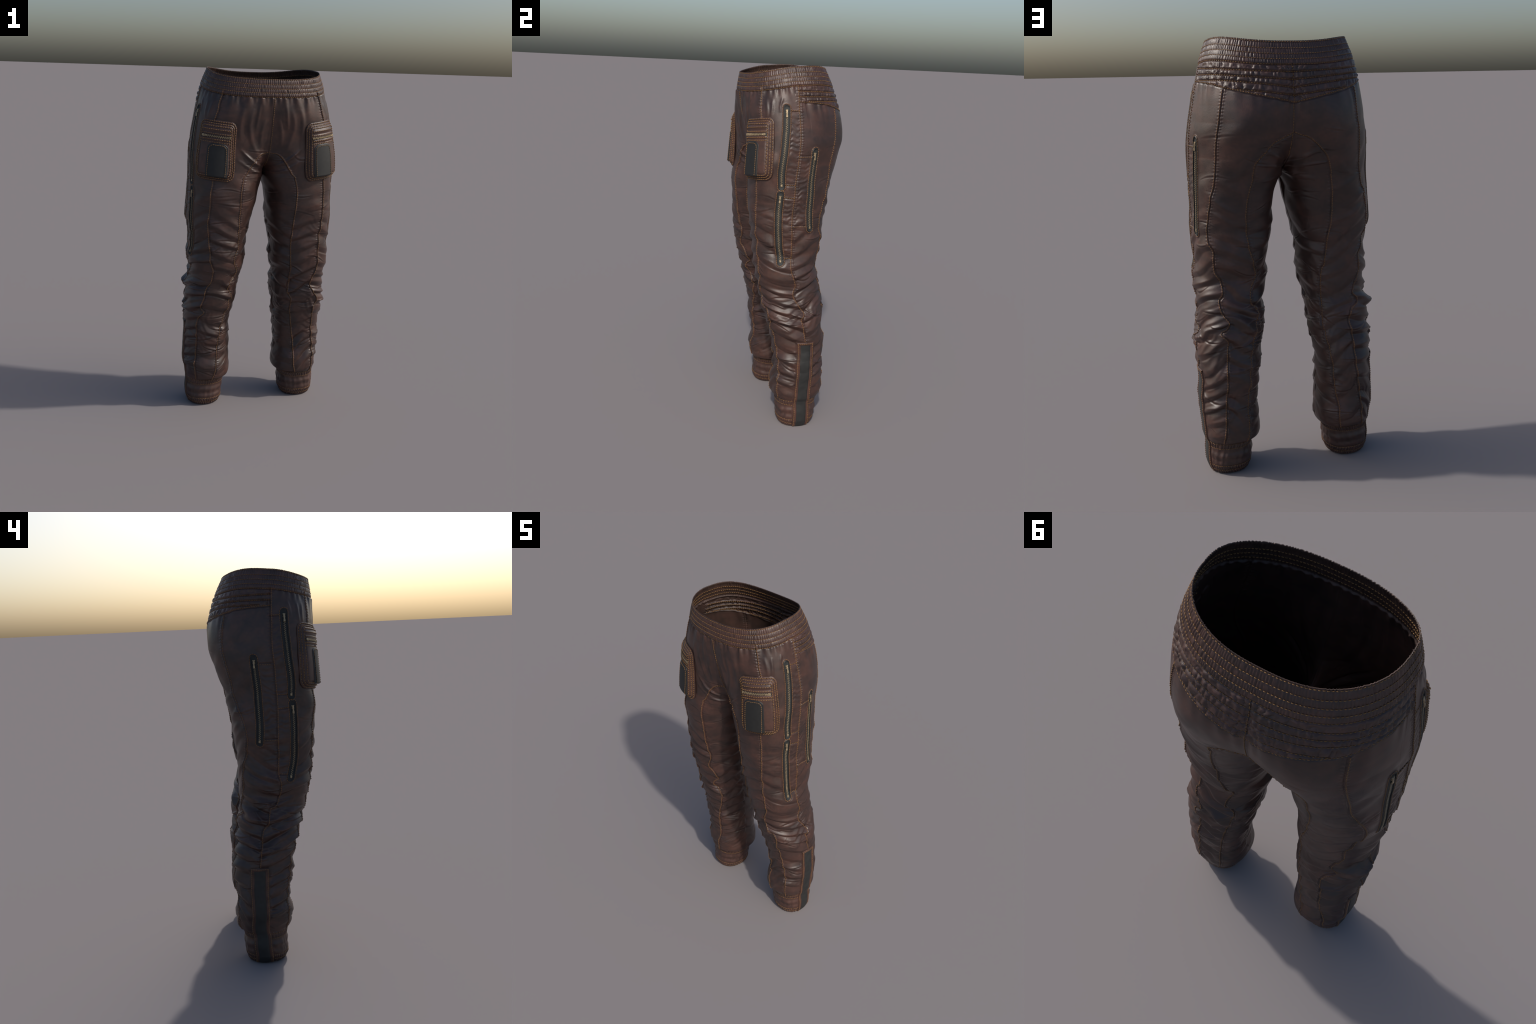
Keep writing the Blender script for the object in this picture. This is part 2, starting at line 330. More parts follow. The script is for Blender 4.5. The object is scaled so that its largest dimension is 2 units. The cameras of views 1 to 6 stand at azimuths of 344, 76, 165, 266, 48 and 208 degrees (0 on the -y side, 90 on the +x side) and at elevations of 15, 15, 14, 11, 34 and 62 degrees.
def relief(s):
    H = wrinkles(s)
    below = RIM[None]-Z2                                   # depth under the rim
    under = below-BAND
    arc = U2*.47                                           # metres round the waist, near enough for the gathers
    # gathers hanging from the waistband, front and side
    fan = np.clip(under/.15, 0, 1)
    phase = U2*44+3.0*noise2(U2*7+5, Z2*3+s)+.9*noise2(U2*13, Z2*4+9)
    hang = sstep(.0, .008, under)*np.exp(-(np.maximum(under, 0)/.075)**1.5)
    H += .0042*np.sin(phase*1.02)*hang*(U2 > 0)*(.45+1.2*noise2(U2*6+40, U2*0+3)+.35)
    H += .0025*np.sin(U2*95+4*noise2(U2*9, Z2*5))*np.exp(-(under/.03)**2)*(under > 0)*(U2 > .03)
    # soft drag lines hanging from the yoke seam, and a few dents over the seat
    edge = np.interp(U2, [p[0] for p in YOKE_EDGE][::-1], [p[1] for p in YOKE_EDGE][::-1])
    drop = np.maximum(edge-Z2, 0)
    H += .0030*np.sin(U2*58+5*noise2(U2*8+33, Z2*3+s))*(.4+1.2*noise2(U2*7+21*s+40, U2*0+2)+.3)*np.exp(-(drop/.055)**1.4)*(edge > Z2)*(U2 < -.02)
    H += .0060*noise2(U2*7+60+s*3, Z2*8+12)*sstep(1.45, 1.55, Z2)*(1-sstep(1.66, 1.76, Z2))*(U2 < -.05)
    # pulls from hips to fork
    for (a, w, h) in (([(.93,1.74),(.90,1.66),(.90,1.58)],.012,.006), ([(.80,1.80),(.78,1.70),(.82,1.60),(.86,1.55)],.014,.006),
                      ([(.70,1.80),(.69,1.71),(.70,1.62)],.013,.005), ([(.86,1.82),(.85,1.74),(.84,1.68)],.009,.004),
                      ([(.74,1.56),(.80,1.50),(.88,1.45)],.012,.004), ([(.66,1.52),(.74,1.46),(.84,1.42)],.012,.004),
                      ([(-.86,1.52),(-.80,1.46),(-.72,1.42)],.016,.004), ([(-.92,1.48),(-.84,1.42),(-.74,1.37)],.014,.004),
                      ([(-.30,1.42),(-.42,1.37),(-.54,1.33)],.016,.004), ([(.30,1.83),(.31,1.78),(.33,1.73)],.008,.005), ([(-.97,1.475),(-.86,1.50),(-.72,1.54)],.010,.006), ([(-.96,1.45),(-.84,1.455),(-.66,1.475)],.009,.006),
                      ([(-.98,1.44),(-.80,1.41),(-.62,1.39)],.011,.006), ([(.97,1.46),(.88,1.475),(.78,1.52),(.70,1.58)],.009,.006), ([(.97,1.44),(.84,1.44),(.70,1.46)],.009,.005),
                      ([(-.60,1.50),(-.50,1.44),(-.38,1.40)],.014,.005), ([(-.24,1.36),(-.34,1.30),(-.48,1.25)],.014,.006), ([(-.30,1.27),(-.42,1.22),(-.56,1.19)],.013,.006),
                      ([(.20,1.84),(.22,1.80),(.235,1.76)],.007,.005), ([(.37,1.83),(.36,1.77),(.37,1.73)],.010,.005)):
        ridge(s, a, w, h, H)
    quiet = np.ones((NR, NU))
    # waistband: five puffed channels with fine gathers
    inband = sstep(-.002, .002, BAND-below)
    H *= 1-inband
    rows = np.array([-.004]+BAND_ROWS)
    k = np.clip(np.searchsorted(rows, below.ravel()).reshape(below.shape)-1, 0, len(rows)-2)
    v = np.clip((below-rows[k])/(rows[k+1]-rows[k]), 0, 1)
    puff = np.sqrt(np.clip(1-(2*v-1)**2, 0, 1))
    ruffle = np.sqrt(np.abs(np.sin(arc*np.pi/.0105+5*noise2(U2*24+k*7+60, k*3.1+Z2*2)+k*2.0)))
    ruffle = (ruffle-.75)*(.8+1.2*noise2(U2*30+50, k*5.3+2))
    H += inband*(.0012+.0020*puff+.0046*ruffle*puff)
    # yoke: quilted gathered rows
    yk = (U2 < seam_u(SIDE_SEAM[s], Z2)) & (Z2 > np.interp(U2, [p[0] for p in YOKE_EDGE][::-1], [p[1] for p in YOKE_EDGE][::-1])) & (under > 0)
    yd = np.full((NR, NU), 9.0)
    for r in YOKE_ROWS+[YOKE_EDGE]:
        D, _ = line_distance(s, r, .02); yd = np.minimum(yd, D)
    yd = np.minimum(yd, np.abs(under))
    cell = sstep(0, .011, yd)
    rowid = np.floor((under)/.026)
    gather = np.sqrt(np.abs(np.sin(arc*np.pi/.025+6.5*noise2(U2*15+rowid*5+80, rowid*2.7+Z2*12)+rowid*2.1+9*(Z2-1.8)*noise2(U2*11+30, rowid+3))))
    lump = (gather-.7)*(.75+1.3*noise2(U2*19+57, rowid*3.3+4))+.9*noise2(U2*42+30, Z2*60)
    H = np.where(yk, .0001+.0022*cell+.0066*lump*cell, H)
    # cuffs: gathered band between double stitch lines
    cz = Z2
    incuff = 1-sstep(CUFF_TOP-.004, CUFF_TOP+.006, cz)
    H *= 1-incuff
    crow = np.array([-.002]+CUFF_ROWS[::-1]+[CUFF_TOP+.002])
    kk = np.clip(np.searchsorted(crow, cz.ravel()).reshape(cz.shape)-1, 0, len(crow)-2)
    vv = np.clip((cz-crow[kk])/(crow[kk+1]-crow[kk]), 0, 1); cp = np.sqrt(np.clip(1-(2*vv-1)**2, 0, 1))
    wide = (kk == 2)
    fine = np.sin(U2*.33*2*np.pi/.013+4*noise2(U2*22+kk*9, kk*2.2+s))*.0022
    broad = .0050*noise2(U2*16+s*5+20, cz*9)+.0012*np.sin(U2*.33*2*np.pi/.030+6*noise2(U2*9+s+20, cz*5))+.0032*np.sin((cz-.046)/.092*4*np.pi+2*noise2(U2*7, cz*4+s))
    H += incuff*(np.where(wide, .003*cp+broad*cp*.8, .0028*cp+fine*cp))
    # stripe placket is flat
    w = np.abs(U2-stripe_u(s, Z2))*PU[s]
    flat = (1-sstep(.046, .060, w))*(1-sstep(STRIPE_TOP, STRIPE_TOP+.02, Z2))
    H = H*(1-.85*flat)
    # zip plackets and the pleated strips beside them
    for zp in ZIPS:
        D, _ = line_distance(s, zp, .045); H = H*(1-.8*(1-sstep(.020, .040, D)))
        H -= .0035*(1-sstep(.0125, .016, D))
        H += .0015*np.exp(-((D-.019)/.004)**2)
    for (a, b, zl, zh) in ((0, 'z0', 1.394, 1.77), (0, 'z1', 1.0, 1.328), (1, 'z2', 1.183, 1.548)):
        zip_ = ZIPS[int(b[1])]
        uz = seam_u(zip_, Z2); us = seam_u(SIDE_SEAM[s], Z2)
        v = (U2-us)/(uz-us+1e-9)
        m = sstep(.05, .2, v)*(1-sstep(.62, .74, v))*sstep(zl, zl+.01, Z2)*(1-sstep(zh-.01, zh, Z2))
        pl = np.sin(Z2*2*np.pi/.030+7*noise2(v*1.6+int(b[1])*9+20, Z2*14)+4*noise2(U2*30+40, Z2*9))*(.5+1.2*noise2(v+3, Z2*20+int(b[1])*7)+.3)
        H += m*(.0012*pl)
    # seams: sunk line, folded lip on one side, small puckers
    allseams = [p[s] for p in LINES]+[YOKE_EDGE]+LINKS+YOKE_ROWS
    for pts in allseams:
        D, G = line_distance(s, pts, .020)
        H -= .0034*np.exp(-(D/.0030)**2)
        H += .0014*np.exp(-((G-.0055)/.0035)**2)*(D < .0190)
    for pts in (p[s] for p in LINES):
        D, G = line_distance(s, pts, .022)
        H += .0009*np.sin(Z2*2*np.pi/.014+4*noise2(Z2*31, U2*8+s))*np.exp(-((D-.008)/.007)**2)*(D < .02)
    for e in (1, -1):
        z1 = 1.85 if e > 0 else 1.885
        d = np.abs(U2-e)*PU[s]; m = (Z2 > CROTCH+.01)*(Z2 < z1)
        H -= .0026*np.exp(-(d/.0028)**2)*m
    H -= .0034*np.exp(-((below-BAND-.001)/.0032)**2)
    # hem and rim roll in slightly
    H -= .003*np.exp(-(cz/.006)**2)
    return H
SURF = {}; SNORM = {}
for s in (1, -1):
    h = relief(s)
    # both edges of a half share their relief with their neighbour
    h[:KC, 0] = h[:KC, -1] = (h[:KC, 0]+h[:KC, -1])/2
    SURF[s] = (h, None)
for e in (0, -1):
    m = (SURF[1][0][KC-1:, e]+SURF[-1][0][KC-1:, e])/2
    SURF[1][0][KC-1:, e] = m; SURF[-1][0][KC-1:, e] = m
for s in (1, -1):
    n = NORMAL[s].copy()
    m = n[:KC, 0]+n[:KC, -1]; m /= np.linalg.norm(m, axis=-1)[:, None]+1e-9; n[:KC, 0] = n[:KC, -1] = m
    P = CLOTH[s]+n*SURF[s][0][..., None]
    SURF[s] = P
for e in (0, -1):
    m = (SURF[1][KC-1:, e]+SURF[-1][KC-1:, e])/2; m[:, 0] = sway(T[KC-1:])
    SURF[1][KC-1:, e] = m; SURF[-1][KC-1:, e] = m
for s in (1, -1):
    SURF[s][:KC-1, 0] = SURF[s][:KC-1, -1] = (SURF[s][:KC-1, 0]+SURF[s][:KC-1, -1])/2
    SURF[s][..., 2] = np.maximum(SURF[s][..., 2], 0)
    n = grid_normals(SURF[s], s)
    if n[400, NU//2, 0]*s < 0: n = -n
    SNORM[s] = n
def on_cloth(s, u, z, lift=0.0):
    """point of the finished cloth at a pattern position"""
    n = pick(SNORM[s], u, z); n = n/np.linalg.norm(n, axis=-1)[..., None]
    return pick(SURF[s], u, z)+n*np.asarray(lift)[..., None] if np.ndim(lift) else pick(SURF[s], u, z)+n*lift
def smooth_base(s):
    return blur(blur(CLOTH[s], 10, 0), 10, 1)

# =====================================================================
#  Blender objects
# =====================================================================
import bpy

def link(obj, parent=None):
    bpy.context.scene.collection.objects.link(obj)
    if parent is not None: obj.parent = parent
    return obj

def make_mesh(name, V, quads, mat, parent, tris=None, normals=None, smooth=True, kind=None):
    V = np.ascontiguousarray(V, dtype=np.float32)
    me = bpy.data.meshes.new(name)
    nq = len(quads); nt = 0 if tris is None else len(tris)
    me.vertices.add(len(V)); me.vertices.foreach_set('co', V.ravel())
    loops = np.asarray(quads, np.int32).ravel()
    if nt: loops = np.concatenate([loops, np.asarray(tris, np.int32).ravel()])
    me.loops.add(len(loops)); me.loops.foreach_set('vertex_index', loops)
    me.polygons.add(nq+nt)
    st = np.concatenate([np.arange(nq)*4, nq*4+np.arange(nt)*3]).astype(np.int32)
    me.polygons.foreach_set('loop_start', st)
    me.polygons.foreach_set('use_smooth', np.full(nq+nt, smooth, bool))
    me.update(calc_edges=True); me.validate()
    if normals is not None: me.normals_split_custom_set_from_vertices(np.asarray(normals, float).tolist())
    me.materials.append(mat)
    ob = link(bpy.data.objects.new(name, me), parent)
    if kind: ob["kind"] = kind
    return ob

# ---------------------------------------------------------------- materials
def principled(name):
    m = bpy.data.materials.new(name); m.use_nodes = True
    nt = m.node_tree; b = nt.nodes['Principled BSDF']
    return m, nt, b
def node(nt, kind, **kw):
    n = nt.nodes.new(kind)
    for k, v in kw.items():
        if k in n.inputs: n.inputs[k].default_value = v
        else: setattr(n, k, v)
    return n
def ramp(nt, stops):
    r = nt.nodes.new('ShaderNodeValToRGB'); e = r.color_ramp.elements
    while len(e) < len(stops): e.new(0.5)
    for x, (p, c) in zip(e, stops): x.position = p; x.color = (*c, 1) if len(c) == 3 else c
    return r

def leather(name, dark, mid, red, rough=.40, grain=1.0, streak=(9, 9, 15)):
    m, nt, b = principled(name); L = nt.links.new
    tc = node(nt, 'ShaderNodeTexCoord')
    mp = node(nt, 'ShaderNodeMapping'); mp.inputs['Scale'].default_value = streak; L(tc.outputs['Object'], mp.inputs['Vector'])
    n1 = node(nt, 'ShaderNodeTexNoise', Scale=1.0, Detail=5.0, Roughness=.6, Distortion=.6); L(mp.outputs['Vector'], n1.inputs['Vector'])
    r1 = ramp(nt, [(.30, dark), (.50, mid), (.72, red)]); L(n1.outputs['Fac'], r1.inputs['Fac'])
    n2 = node(nt, 'ShaderNodeTexNoise', Scale=60.0, Detail=6.0, Roughness=.65); L(tc.outputs['Object'], n2.inputs['Vector'])
    r2 = ramp(nt, [(.3, (.78, .78, .80)), (.7, (1.18, 1.14, 1.10))]); L(n2.outputs['Fac'], r2.inputs['Fac'])
    mx = node(nt, 'ShaderNodeMix', data_type='RGBA', blend_type='MULTIPLY'); mx.inputs[0].default_value = .8
    L(r1.outputs['Color'], mx.inputs[6]); L(r2.outputs['Color'], mx.inputs[7]); L(mx.outputs[2], b.inputs['Base Color'])
    rr = node(nt, 'ShaderNodeMapRange'); rr.inputs[3].default_value = rough-.07; rr.inputs[4].default_value = rough+.10
    L(n2.outputs['Fac'], rr.inputs[0]); L(rr.outputs[0], b.inputs['Roughness'])
    v = node(nt, 'ShaderNodeTexVoronoi', Scale=420.0); L(tc.outputs['Object'], v.inputs['Vector'])
    n3 = node(nt, 'ShaderNodeTexNoise', Scale=130.0, Detail=4.0); L(tc.outputs['Object'], n3.inputs['Vector'])
    ad = node(nt, 'ShaderNodeMath', operation='ADD'); L(v.outputs['Distance'], ad.inputs[0]); L(n3.outputs['Fac'], ad.inputs[1])
    bp = node(nt, 'ShaderNodeBump', Strength=.16*grain, Distance=.002); L(ad.outputs[0], bp.inputs['Height']); L(bp.outputs['Normal'], b.inputs['Normal'])
    b.inputs['Specular IOR Level'].default_value = .5
    return m
def plain(name, col, rough, metal=0.0, vary=.25, scale=90, bump=.1, ribs=None):
    m, nt, b = principled(name); L = nt.links.new
    tc = node(nt, 'ShaderNodeTexCoord')
    n = node(nt, 'ShaderNodeTexNoise', Scale=float(scale), Detail=4.0); L(tc.outputs['Object'], n.inputs['Vector'])
    lo = tuple(c*(1-vary) for c in col); hi = tuple(c*(1+vary) for c in col)
    r = ramp(nt, [(.3, lo), (.7, hi)]); L(n.outputs['Fac'], r.inputs['Fac']); L(r.outputs['Color'], b.inputs['Base Color'])
    b.inputs['Roughness'].default_value = rough; b.inputs['Metallic'].default_value = metal
    bp = node(nt, 'ShaderNodeBump', Strength=bump, Distance=.002)
    L(n.outputs['Fac'], bp.inputs['Height']); L(bp.outputs['Normal'], b.inputs['Normal'])
    return m

LEATHER = leather('brown_leather', (.029, .0184, .0165), (.0465, .0252, .0208), (.073, .0345, .0262), rough=.38)
LEATHER_POCKET = leather('pocket_leather', (.042, .0240, .0195), (.064, .0325, .0255), (.090, .0420, .0315), rough=.44)
LEATHER_WORN = leather('worn_edge_leather', (.040, .0210, .0165), (.066, .0310, .0228), (.096, .0425, .0295), rough=.44)
LEATHER_BAND = leather('gathered_leather', (.036, .0210, .0175), (.057, .0298, .0242), (.083, .0395, .0305), rough=.39)
LEATHER_IN = leather('leather_inside', (.028, .018, .015), (.044, .025, .020), (.062, .032, .025), rough=.55)
THREAD = plain('golden_thread', (.205, .108, .036), .7, scale=200, vary=.35)
TAPE = plain('black_zip_tape', (.016, .018, .018), .7, scale=300)
BRASS = plain('old_brass', (.33, .255, .16), .46, metal=.55, scale=160, vary=.3)
STRIPE = plain('grey_rubber_stripe', (.0175, .0180, .0175), .60, scale=40, vary=.2)
PATCH = plain('dark_ribbed_cloth', (.0125, .0128, .0125), .62, scale=60, vary=.18)
PIPING = plain('black_piping', (.014, .014, .014), .5, scale=120)

root = bpy.data.objects.new('leather_trousers', None); link(root)
root["label"] = "brown leather riding trousers with zips and pockets"
root["category"] = "trousers"

# ---------------------------------------------------------------- body sheet
def body():
    nv = NR*NU; idx = {1: np.arange(nv).reshape(NR, NU), -1: np.arange(nv, 2*nv).reshape(NR, NU)}
    for s in (1, -1): idx[s][:KC-1, -1] = idx[s][:KC-1, 0]
    idx[1][KC-1, -1] = idx[1][KC-1, 0]; idx[-1][KC-1, 0] = idx[-1][KC-1, -1] = idx[1][KC-1, 0]
    idx[-1][KC:, 0] = idx[1][KC:, 0]; idx[-1][KC:, -1] = idx[1][KC:, -1]
    V = np.concatenate([SURF[1].reshape(-1, 3), SURF[-1].reshape(-1, 3)])
    quads = {}
    for s in (1, -1):
        a = idx[s][:-1, :-1]; b = idx[s][:-1, 1:]; c = idx[s][1:, 1:]; d = idx[s][1:, :-1]
        q = np.stack([a, b, c, d], -1) if s < 0 else np.stack([d, c, b, a], -1)
        quads[s] = q
    # orientation test on the outside column
    for s in (1, -1):
        q = quads[s][300, NU//2]; n = np.cross(V[q[1]]-V[q[0]], V[q[2]]-V[q[0]])
        if n[0]*s < 0: quads[s] = quads[s][..., ::-1]
    allq = np.concatenate([quads[s].reshape(-1, 4) for s in (1, -1)])
    fn = np.cross(V[allq[:, 2]]-V[allq[:, 0]], V[allq[:, 3]]-V[allq[:, 1]])
    N = np.zeros_like(V)
    for k in range(4): 
        for ax in range(3): N[:, ax] += np.bincount(allq[:, k], fn[:, ax], len(V))
    N /= np.linalg.norm(N, axis=1)[:, None]+1e-12
    return V, N, quads
BV, BN, BQ = body()

def part(name, faces, mat, parent=root):
    f = np.concatenate([x.reshape(-1, 4) for x in faces])
    used, inv = np.unique(f, return_inverse=True); inv = inv.reshape(-1, 4)
    # the one pinched face at the fork collapses to a triangle
    bad = (inv[:, 0] == inv[:, 1]) | (inv[:, 1] == inv[:, 2]) | (inv[:, 2] == inv[:, 3]) | (inv[:, 3] == inv[:, 0])
    q = inv[~bad]
    return make_mesh(name, BV[used], q, mat, parent, normals=BN[used])

uf = (UG[:-1]+UG[1:])[None]/2+np.zeros((NR-1, 1)); 
zf = (Z2[:-1, :-1]+Z2[1:, 1:])/2
depth = (RIM[:-1]+RIM[1:])[None]/2-zf
yoke_line = np.interp(uf, [p[0] for p in YOKE_EDGE][::-1], [p[1] for p in YOKE_EDGE][::-1])
PART = {}
MASK = {}
for s in (1, -1):
    k = {}
    k['waistband'] = depth < BAND
    k['cuff'] = (zf < CUFF_TOP)
    k['yoke'] = ~k['waistband'] & (uf < seam_u(SIDE_SEAM[s], zf)) & (zf > yoke_line)
    rest = ~(k['waistband'] | k['cuff'] | k['yoke'])
    k['inner_panel'] = rest & (((uf > seam_u(GUSSET_FRONT[s], zf)) & (zf < 1.549)) | ((uf < seam_u(GUSSET_BACK[s], zf)) & (zf < 1.602))); rest &= ~k['inner_panel']
    k['front_panel'] = rest & (uf > seam_u(FRONT_SEAM[s], zf)); rest &= ~k['front_panel']
    k['side_panel'] = rest & (uf > seam_u(SIDE_SEAM[s], zf)); rest &= ~k['side_panel']
    k['hip_panel'] = rest & (uf > seam_u(BACK_SEAM[s], zf)); k['back_panel'] = rest & ~k['hip_panel']
    MASK[s] = k
for nm in ('waistband', 'yoke'): PART[nm] = part(nm, [BQ[s][MASK[s][nm]] for s in (1, -1)], LEATHER_BAND)
for s in (1, -1):
    for nm in ('front_panel', 'side_panel', 'hip_panel', 'back_panel', 'inner_panel', 'cuff'):
        PART[nm, s] = part(nm, [BQ[s][MASK[s][nm]]], LEATHER_BAND if nm == 'cuff' else LEATHER)

# inner face of the leather, a few millimetres in, closed to the outside at rim and hems
def lining():
    top_ = int(NR*.84); rows = np.unique(np.r_[np.arange(0, top_, 3), np.arange(top_, NR), KC-1, KC]); cols = np.arange(NU)
    V = []; Q = []; base = 0
    for s in (1, -1):
        n = blur(blur(SNORM[s], 2, 0), 2, 1); n /= np.linalg.norm(n, axis=-1)[..., None]
        P = (SURF[s]-.0028*n)[rows][:, cols]
        k = rows >= KC-1; P[k, 0, 0] = sway(T[rows[k]]); P[k, -1, 0] = P[k, 0, 0]
        low = rows < KC-1; m = (P[low, 0]+P[low, -1])/2; P[low, 0] = m; P[low, -1] = m
        # lips meeting the outer sheet
        top = SURF[s][-1][cols][None]; bot = SURF[s][0][cols][None]
        P = np.concatenate([bot, P, top]); nr, nc = P.shape[:2]
        i = base+np.arange(nr*nc).reshape(nr, nc)
        q = np.stack([i[:-1, :-1], i[1:, :-1], i[1:, 1:], i[:-1, 1:]], -1).reshape(-1, 4)
        if s < 0: q = q[:, ::-1]
        V.append(P.reshape(-1, 3)); Q.append(q); base += nr*nc
    return make_mesh('lining', np.concatenate(V), np.concatenate(Q), LEATHER_IN, root)
lining()

# ---------------------------------------------------------------- stitches and ribbons
def walk(s, pts, offset=0.0, step=.002):
    """even metric walk along a pattern line, shifted sideways by offset; returns u, z"""
    q = smooth_line(pts, .002); t = np.gradient(q, axis=0)
    pu = np.maximum(pick(PU[s], q[:, 0], q[:, 1]), .05)
    L = np.hypot(t[:, 0]*pu, t[:, 1])+1e-9
    u = q[:, 0]+offset*(t[:, 1]/L)/pu; z = q[:, 1]-offset*(t[:, 0]*pu/L)
    u = np.clip(u, -1, 1)
    P = pick(CLOTH[s], u, z); d = np.r_[0, np.cumsum(np.linalg.norm(np.diff(P, axis=0), axis=1))]
    n = max(2, int(d[-1]/step)); x = np.linspace(0, d[-1], n)
    return np.interp(x, d, u), np.interp(x, d, z)

class Thread:
    """collects stitch capsules laid on polylines of (point, normal)"""
    def __init__(self): self.V = []; self.Q = []; self.n = 0; self.g = np.random.default_rng(5)
    def run(self, P, N, length=.0086, gap=.0030, rad=.00125):
        d = np.r_[0, np.cumsum(np.linalg.norm(np.diff(P, axis=0), axis=1))]
        if d[-1] < length: return
        k = max(1, int(round(d[-1]/(length+gap)))); pitch = d[-1]/k
        for i in range(k):
            a = i*pitch+gap/2; xs = a+(pitch-gap)*np.array([0, .12, .5, .88, 1.0])
            c = np.stack([np.interp(xs, d, P[:, j]) for j in range(3)], -1)
            nn = np.stack([np.interp(xs[2:3], d, N[:, j]) for j in range(3)], -1)[0]; nn /= np.linalg.norm(nn)
            t = c[-1]-c[0]; t /= np.linalg.norm(t)+1e-9; b = np.cross(nn, t); b /= np.linalg.norm(b)+1e-9
            b2 = b+self.g.normal(0, .08)*t
            prof = np.array([.35, 1, 1.12, 1, .35])*rad
            lift = np.array([-.6, .35, .8, .35, -.6])*rad
            ang = np.arange(6)*np.pi/3
            ring = c[:, None]+(lift[:, None]*nn)[:, None]+prof[:, None, None]*(np.cos(ang)[None, :, None]*b2+np.sin(ang)[None, :, None]*nn)
            self.V.append(ring.reshape(-1, 3))
            o = self.n
            for r in range(4):
                for q in range(6):
                    self.Q.append((o+r*6+q, o+r*6+(q+1) % 6, o+r*6+6+(q+1) % 6, o+r*6+6+q))
            self.Q.append((o, o+5, o+4, o+3)); self.Q.append((o, o+3, o+2, o+1)); e = o+24
            self.Q.append((e, e+1, e+2, e+3)); self.Q.append((e, e+3, e+4, e+5))
            self.n += 30
    def sew(self, s, pts, offset=0.0, lift=.0005, **kw):
        u, z = walk(s, pts, offset); self.run(on_cloth(s, u, z, lift), pick(SNORM[s], u, z), **kw)
    def done(self, parent, name='stitching'):
        if self.V: return make_mesh(name, np.concatenate(self.V), np.array(self.Q), THREAD, parent, kind='stuff')

def ribbon(s, pts, profile, offset=0.0, step=.004):
    """strip of cloth following a pattern line; profile = [(across, lift)]"""
    rows = []
    for a, h in profile:
        q = smooth_line(pts, .002); t = np.gradient(q, axis=0); t = blur(t, 4)
        pu = np.maximum(pick(PU[s], q[:, 0], q[:, 1]), .05); L = np.hypot(t[:, 0]*pu, t[:, 1])+1e-9
        u = np.clip(q[:, 0]+(offset+a)*(t[:, 1]/L)/pu, -1, 1); z = q[:, 1]-(offset+a)*(t[:, 0]*pu/L)
        k = np.unique(np.linspace(0, len(u)-1, max(2, int(len(u)*.002/step))).astype(int))
        rows.append(on_cloth(s, u[k], z[k], h))
    return np.stack(rows, 1)
def strip_mesh(name, strips, mat, parent, kind=None, flip=False):
    V = []; Q = []; o = 0
    for G in strips:
        a, b = G.shape[:2]; i = o+np.arange(a*b).reshape(a, b)
        q = np.stack([i[:-1, :-1], i[:-1, 1:], i[1:, 1:], i[1:, :-1]], -1).reshape(-1, 4)
        V.append(G.reshape(-1, 3)); Q.append(q); o += a*b
    return make_mesh(name, np.concatenate(V), np.concatenate(Q), mat, parent, kind=kind)

# seam lips (folded, rubbed edge beside each seam) and their stitches
LIP = [(-.0045, -.0008), (-.0036, .0009), (0, .0013), (.0036, .0009), (.0045, -.0008)]
for s in (1, -1):
    for nm, pts_, off in (('front_panel', FRONT_SEAM, .006), ('hip_panel', SIDE_SEAM, -.006), ('back_panel', BACK_SEAM, -.006),
                         ('inner_panel', GUSSET_FRONT, .006), ('inner_panel', GUSSET_BACK, -.006)):
        pts = pts_[s]
        strip_mesh('seam_edge', [ribbon(s, pts, LIP, off)], LEATHER_WORN, PART[nm, s])
        th = Thread(); th.sew(s, pts, off, .0016); th.done(PART[nm, s])
    th = Thread()
    for l in LINKS: th.sew(s, l, .0045)
    th.done(PART['side_panel', s])
# centre seams
th = Thread()
for e, z1, z0 in ((.988, 1.846, 1.47), (-.988, 1.725, 1.50)):
    th.sew(1, [(e, z1), (e, (z1+z0)/2), (e, z0)])
th.done(PART['front_panel', 1])
# waistband rings, outside and inside
th = Thread()
for d in BAND_ROWS:
    for s in (1, -1):
        u = np.linspace(-1, 1, 900); z = np.interp(u, UG, RIM)-d
        P = on_cloth(s, u, z, .0009); N = pick(SNORM[s], u, z); th.run(P, N)
        if .01 < d < .08:
            P = on_cloth(s, u, z, -.0036); th.run(P, -N)
th.done(PART['waistband'])
th = Thread()
for s in (1, -1):
    for r in YOKE_ROWS:
        th.sew(s, r, 0, .0012)
        u, z = walk(s, r); th.run(on_cloth(s, u, z, -.0038), -pick(SNORM[s], u, z))      # shows on the inside too
    u, z = walk(s, YOKE_EDGE, .004); th.run(on_cloth(s, u, z, -.0038), -pick(SNORM[s], u, z))
    th.sew(s, YOKE_EDGE, .004)
th.sew(1, [(-.992, 1.885), (-.992, 1.80), (-.992, 1.728)])
th.done(PART['yoke'])
for s in (1, -1):
    th = Thread()
    for zc in CUFF_ROWS:
        u = np.linspace(-1, 1, 500); c = stripe_u(s, zc); w = .047/np.interp(c, UG, pick(PU[s], UG, np.full(NU, zc)))
        for seg in (u[u > c+w], u[u < c-w]):
            z = np.full(len(seg), zc); th.run(on_cloth(s, seg, z, .0006), pick(SNORM[s], seg, z), length=.0075)
    th.done(PART['cuff', s])

